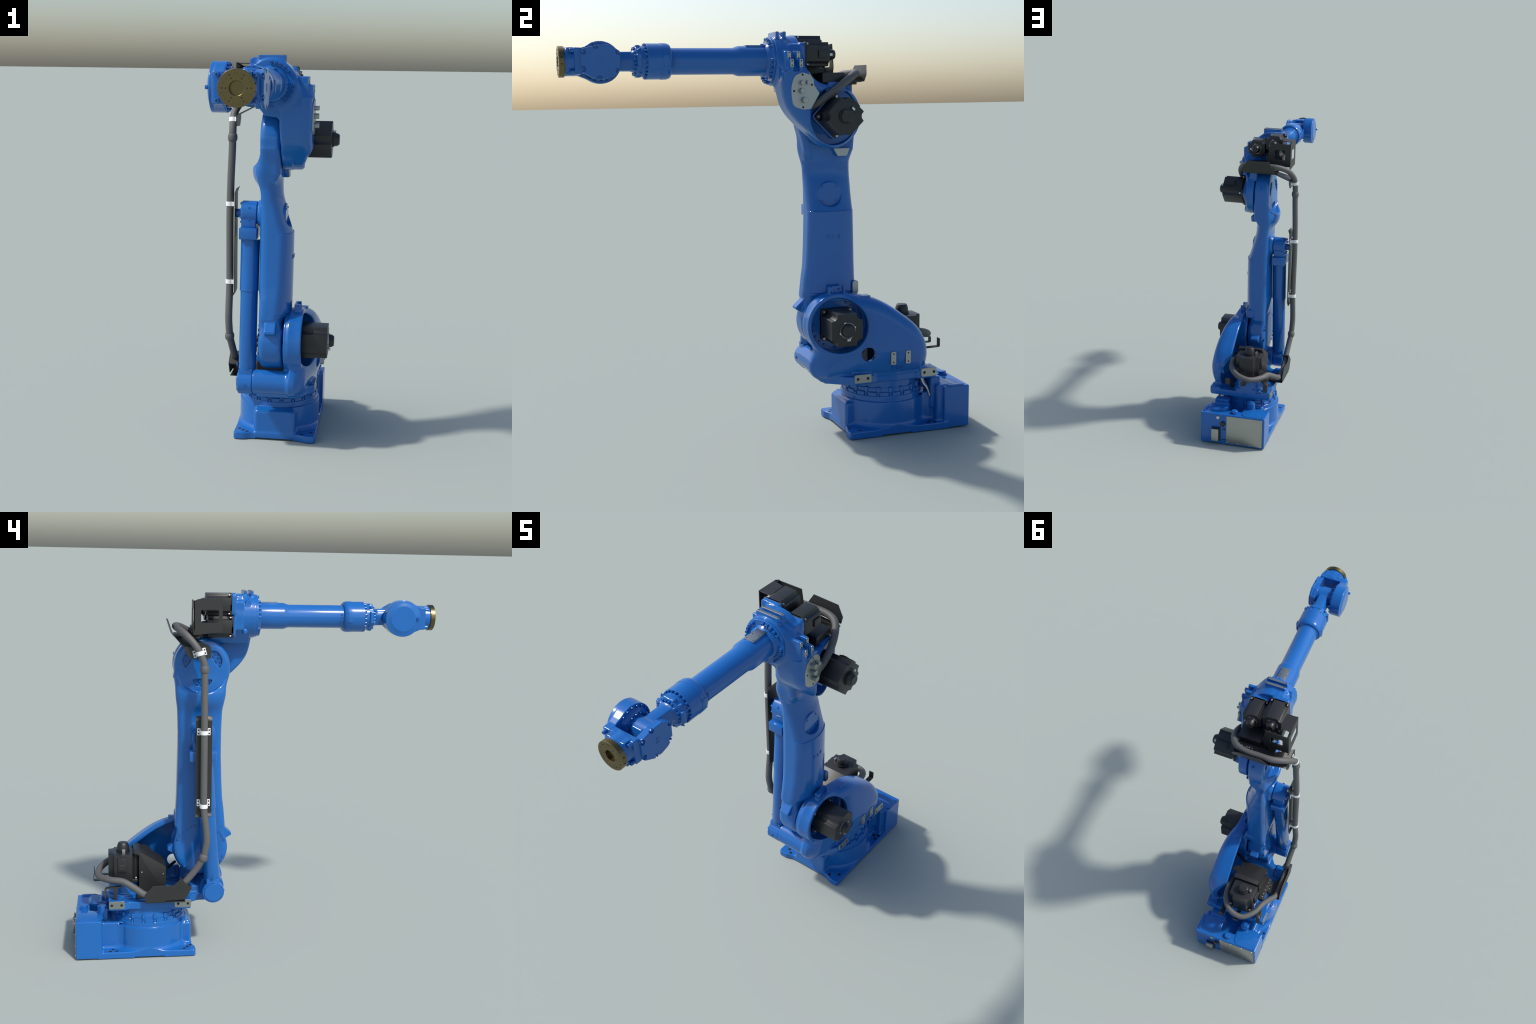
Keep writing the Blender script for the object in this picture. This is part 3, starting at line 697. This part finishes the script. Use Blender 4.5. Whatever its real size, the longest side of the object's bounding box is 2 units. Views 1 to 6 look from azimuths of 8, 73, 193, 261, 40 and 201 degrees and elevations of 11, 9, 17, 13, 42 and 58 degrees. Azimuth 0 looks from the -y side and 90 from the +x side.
# ================================================================== SHEET METAL
def sheet_frame(name, outer, window, axis, a, b_, parent=None, mat=SHEET):
    """Sheet panel with one rounded window: outer and window loops bridged."""
    n = 240
    def resample(p):
        P = np.array(p + [p[0]]); L = np.r_[0, np.cumsum(np.linalg.norm(np.diff(P, axis=0), axis=1))]; t = np.linspace(0, L[-1], n, endpoint=False)
        return [(np.interp(s, L, P[:, 0]), np.interp(s, L, P[:, 1])) for s in t]
    def radial(p, c):
        out = []
        for i in range(n):
            th = 2 * math.pi * i / n; d = (math.cos(th), math.sin(th)); best = 0
            for j in range(len(p)):
                (x1, y1), (x2, y2) = p[j], p[(j + 1) % len(p)]; ex, ey = x2 - x1, y2 - y1; den = d[0] * ey - d[1] * ex
                if abs(den) < 1e-12: continue
                t = ((x1 - c[0]) * ey - (y1 - c[1]) * ex) / den; s = ((x1 - c[0]) * d[1] - (y1 - c[1]) * d[0]) / den
                if -1e-9 <= s <= 1 + 1e-9 and t > best: best = t
            out.append((c[0] + d[0] * best, c[1] + d[1] * best))
        return out
    c = tuple(np.mean(np.array(window), axis=0)); O, W = radial(outer, c), radial(window, c)
    # snap the nearest samples onto the outer corners so that they stay sharp
    for p in outer:
        i = min(range(n), key=lambda k: (O[k][0] - p[0]) ** 2 + (O[k][1] - p[1]) ** 2); O[i] = p
    bm = bmesh.new(); V = [[bm.verts.new(to3(axis, *p, w)) for p in loop] for loop in (O, W) for w in (a, b_)]
    for i in range(n):
        j = (i + 1) % n; oa, ob, wa, wb = V
        bm.faces.new((oa[i], oa[j], wa[j], wa[i])); bm.faces.new((ob[j], ob[i], wb[i], wb[j])); bm.faces.new((oa[j], oa[i], ob[i], ob[j])); bm.faces.new((wa[i], wa[j], wb[j], wb[i]))
    bmesh.ops.recalc_face_normals(bm, faces=bm.faces)
    bb = Build(); bb.bm.free(); bb.bm = bm
    return bb.obj(name, mat, parent, 30)
GX = -.219
guard = sheet_frame('motor_guard', [(.189, 1.785), (.341, 1.768), (.341, 1.942), (.315, 1.953), (.189, 1.957)], rounded(rect(.209, 1.833, .301, 1.899), .008), 'x', GX, GX + .004)
sheet_frame('guard_panel', [(GX, 1.790), (-.07, 1.790), (-.058, 1.83), (-.075, 1.944), (GX, 1.942)], rounded(rect(-.181, 1.833, -.106, 1.900), .008), 'y', .334, .338, guard)
b = Build(); b.prism(rounded([(GX + .002, .19), (GX + .002, .305), (-.150, .290), (-.150, .19)], .005), 'z', 1.952, 1.956, .0008, 1)
b.prism([(.19, 1.954), (.338, 1.941), (.338, 1.945), (.19, 1.958)], 'x', GX + .001, GX + .012, .0006, 1); b.obj('guard_panel', SHEET, guard)
b = Build(); b.prism(rounded([(GX + .002, .30), (GX + .002, .338), (-.075, .338), (-.075, .30)], .004), 'z', 1.788, 1.792, .0008, 1)
b.box((-.10, .285, 1.745), (-.07, .337, 1.792), .001); b.obj('guard_foot', SHEET, guard)

# hose bracket behind the upper arm
b = Build()
b.prism(rounded([(.10, .34), (.095, .425), (-.06, .44), (-.14, .435), (-.15, .36), (-.09, .345)], .008), 'z', 1.7535, 1.7575, .0008, 1)
b.box((-.135, .30, 1.742), (.09, .40, 1.7535), .002)
hb = b.obj('hose_bracket', SHEET)
tilt = Matrix.Translation((0, .437, 1.757)) @ Matrix.Rotation(math.radians(-19), 4, 'X')
b = Build(); b.prism([(.086, 0), (.088, .034), (.048, .084), (-.10, .088), (-.142, .004)], 'y', 0, .004, .0008, 1, tilt); b.obj('shield_plate', SHEET, hb)
b = Build()
ramp = [(-.13, .345, 1.757), (-.13, .435, 1.757), (-.222, .39, 1.708), (-.222, .249, 1.708)]
b.prism(rounded([(.248, 1.65), (.248, 1.708), (.386, 1.708), (.383, 1.68), (.354, 1.647)], .004), 'x', -.227, -.223, .0008, 1)
bm = bmesh.new(); A = [bm.verts.new(p) for p in ramp]; B_ = [bm.verts.new((p[0], p[1], p[2] - .004)) for p in ramp]
bm.faces.new(A); bm.faces.new(B_[::-1])
for i in range(4): bm.faces.new((A[i], B_[i], B_[(i + 1) % 4], A[(i + 1) % 4]))
bmesh.ops.recalc_face_normals(bm, faces=bm.faces); b.add(bm); b.obj('clamp_wing', SHEET, hb)
b = Build(); b.box((-.045, .222, 1.752), (.098, .335, 1.799), .003); b.obj('junction_box', BLACK)
for x in (.06, .03, .015, -.005): screw((x, .365, 1.757), '+z', .004, hb, .003)
for x in (-.10, -.07): screw((x, .38, 1.757), '+z', .004, hb, .003)

# long strip beside the balancer
b = Build(); b.prism(rounded(rect(.239, .815, .326, 1.322), .002), 'x', -.2305, -.2265, .0008, 1)
b.prism([(-.2265, 1.318), (-.2305, 1.32), (-.221, 1.345), (-.2175, 1.345)], 'y', .239, .326, .0006, 1)
b.prism([(-.2265, .818), (-.2305, .818), (-.2385, .797), (-.2345, .795)], 'y', .239, .326, .0006, 1)
strip = b.obj('hose_strip', SHEET)

# lower hose cover
b = Build()
b.prism(rounded([(.597, .379), (.554, .424), (.445, .424), (.406, .460), (.345, .407), (.380, .344), (.490, .338), (.490, .331), (.597, .331)], .003), 'x', -.273, -.269, .0008, 1)
cov = b.obj('hose_cover', SHEET)
b = Build(); b.prism([(.406, .460), (.345, .407), (.352, .399), (.413, .452)], 'x', -.270, -.222, .001, 1)
b.prism(rounded([(-.27, .38), (-.27, .597), (-.225, .597), (-.165, .56), (-.165, .50), (-.215, .46), (-.222, .38)], .005), 'z', .327, .331, .0008, 1); b.obj('cover_floor', SHEET, cov)
for y in (.515, .545): screw((-.18, y, .331), '+z', .004, cov, .003)
for p in ((-.24, .37, .424), (-.25, .39, .441)): screw(p, (0, -.65, .75), .004, cov, .003)

# sloping cover over the swing-axis connector box
b = Build(); b.prism([(.626, .325), (.626, .556), (.654, .566), (.654, .580), (.622, .578), (.478, .489), (.478, .325)], 'x', -.138, .03, .002)
mc = b.obj('junction_cover', SHEET)
b = Build(); b.prism([(.55, .531), (.60, .562), (.60, .566), (.55, .535)], 'x', .03, .065, .0008, 1); b.obj('cover_tab', SHEET, mc)
for y, z in ((.61, .46), (.493, .448)): screw((-.138, y, z), '-x', .004, mc, .002)
b = Build(); b.box((-.172, .47, .316), (-.135, .64, .337), .002); gp = b.obj('ground_plate', SHEET, mc)
for y in (.485, .505, .535, .565, .595, .62): screw((-.158, y, .337), '+z', .004, gp, .003)
b = Build(); b.cyl('x', (0, 0), .009, 0, .16, .001, 16, Matrix.Translation((-.02, .48, .43)) @ Matrix.Rotation(math.radians(-25), 4, 'Z')); b.obj('link_cable', BLACK, mc)

# hooks that carry the lower hose
def hook(pts, width, name, rot=0, at=(0, 0)):
    b = Build(); M = Matrix.Translation((at[0], at[1], 0)) @ Matrix.Rotation(rot, 4, 'Z')
    up_ = [(y, z + .004) for y, z in pts]; prof = pts + up_[::-1]
    ext = []
    for i, (y, z) in enumerate(pts):
        j0, j1 = max(i - 1, 0), min(i + 1, len(pts) - 1); t = np.array(pts[j1], float) - np.array(pts[j0], float); t /= np.linalg.norm(t); ext.append((y - t[1] * .004, z + t[0] * .004))
    b.prism(pts + ext[::-1], 'x', -width / 2, width / 2, .0006, 1, M); return b.obj(name, SHEET)
hook([(.74, .318), (.78, .392), (.868, .394), (.874, .398), (.874, .44)], .03, 'hose_hook', 0, (.042, 0))
hook([(.76, .338), (.79, .395), (.868, .394), (.875, .398), (.875, .425)], .028, 'hose_hook', 0, (-.062, 0))
hook([(-.07, .392), (-.02, .395), (.012, .395), (.018, .388), (.018, .338)], .028, 'hose_hook', math.radians(12), (-.197, .79))
b = Build(); b.box((-.205, .745, .316), (-.185, .765, .395), .002); b.obj('hook_post', SHEET)

# ================================================================== HOSES
HR = .0185
top = spline([(.11, .15, 1.640), (.140, .19, 1.662), (.142, .26, 1.710), (.125, .328, 1.757), (.085, .39, 1.790), (.02, .418, 1.798), (-.07, .420, 1.798),
              (-.150, .415, 1.796), (-.212, .382, 1.772), (-.243, .338, 1.725), (-.250, .308, 1.678), (-.249, .288, 1.63), (-.249, .283, 1.593)], 8)
mid = spline([(-.249, .283, 1.593), (-.2505, .283, 1.52), (-.256, .283, 1.38), (-.2595, .283, 1.20), (-.2585, .283, 1.0), (-.258, .282, .85), (-.2595, .270, .74), (-.260, .266, .67), (-.258, .274, .61), (-.257, .282, .572)], 8)
low_ = spline([(-.257, .282, .572), (-.250, .318, .512), (-.246, .362, .455), (-.246, .41, .408), (-.247, .47, .378), (-.247, .54, .366), (-.243, .595, .366), (-.215, .655, .398), (-.192, .715, .427),
               (-.165, .785, .430), (-.10, .845, .433), (-.018, .838, .452), (.036, .785, .478), (.054, .70, .494), (.048, .62, .49)], 8)
hose = tube('cable_hose', top, HR, HOSE, None); tube('cable_hose', mid, HR, HOSE, None); tube('cable_hose', low_, HR, HOSE, None)
def collar(c, d):
    d = Vector(d).normalized(); P = [Vector(c) + d * t for t in np.linspace(-.019, .019, 17)]
    R = [HR + .0004 + .0052 * max(0, 1 - (t / .019) ** 2) ** .6 for t in np.linspace(-.019, .019, 17)]
    tube('hose_collar', [tuple(p) for p in P], R, HOSE, None, 28)
collar((-.249, .283, 1.593), (.02, 0, 1)); collar((-.257, .283, .573), (.05, -.25, 1))

# clamps: saddle band with two eared feet
def clamp(c, zdir, xface, earshift=0.0, band=0.0):
    z = Vector(zdir).normalized(); x = Vector((-1, 0, 0)); x = (x - z * x.dot(z)).normalized(); y = z.cross(x)
    M = Matrix(((x.x, y.x, z.x, c[0]), (x.y, y.y, z.y, c[1]), (x.z, y.z, z.z, c[2]), (0, 0, 0, 1)))
    r0, r1 = HR + .0004, HR + .0034; n = 20; foot = c[0] - xface   # local x of the foot plane
    arc = [(math.cos(t), math.sin(t)) for t in np.linspace(-math.pi / 2 - .35, math.pi / 2 + .35, n)]
    outl = [(r1 * a, r1 * s) for a, s in arc] + [(r0 * a, r0 * s) for a, s in arc[::-1]]
    b = Build(); b.prism(outl, 'z', -.011 + band, .011 + band, .0005, 1, M)
    for s in (1, -1):
        y0, y1 = sorted((s * .017, s * .035)); b.box((foot - .001, y0, -.019), (foot + .003, y1, .019), .001, 1, M)
        y0, y1 = sorted((s * .016, s * .0195)); b.box((foot - .001, y0, -.011 + band), (.003, y1, .011 + band), .0008, 1, M)
    ob = b.obj('hose_clamp', WHITE)
    for s in (1, -1):
        for t in (.009, -.009):
            p = M @ Vector((foot + .0035, s * .028, t)); hole_disc(p, M.to_3x3() @ Vector((1, 0, 0)), .0042, ob, .001)
    return ob
clamp((-.2590, .283, 1.262), (0, 0, 1), -.2305)
clamp((-.2582, .283, .875), (0, 0, 1), -.2305, band=-.012)
clamp((-.2500, .308, 1.678), (0, .28, 1), -.227)
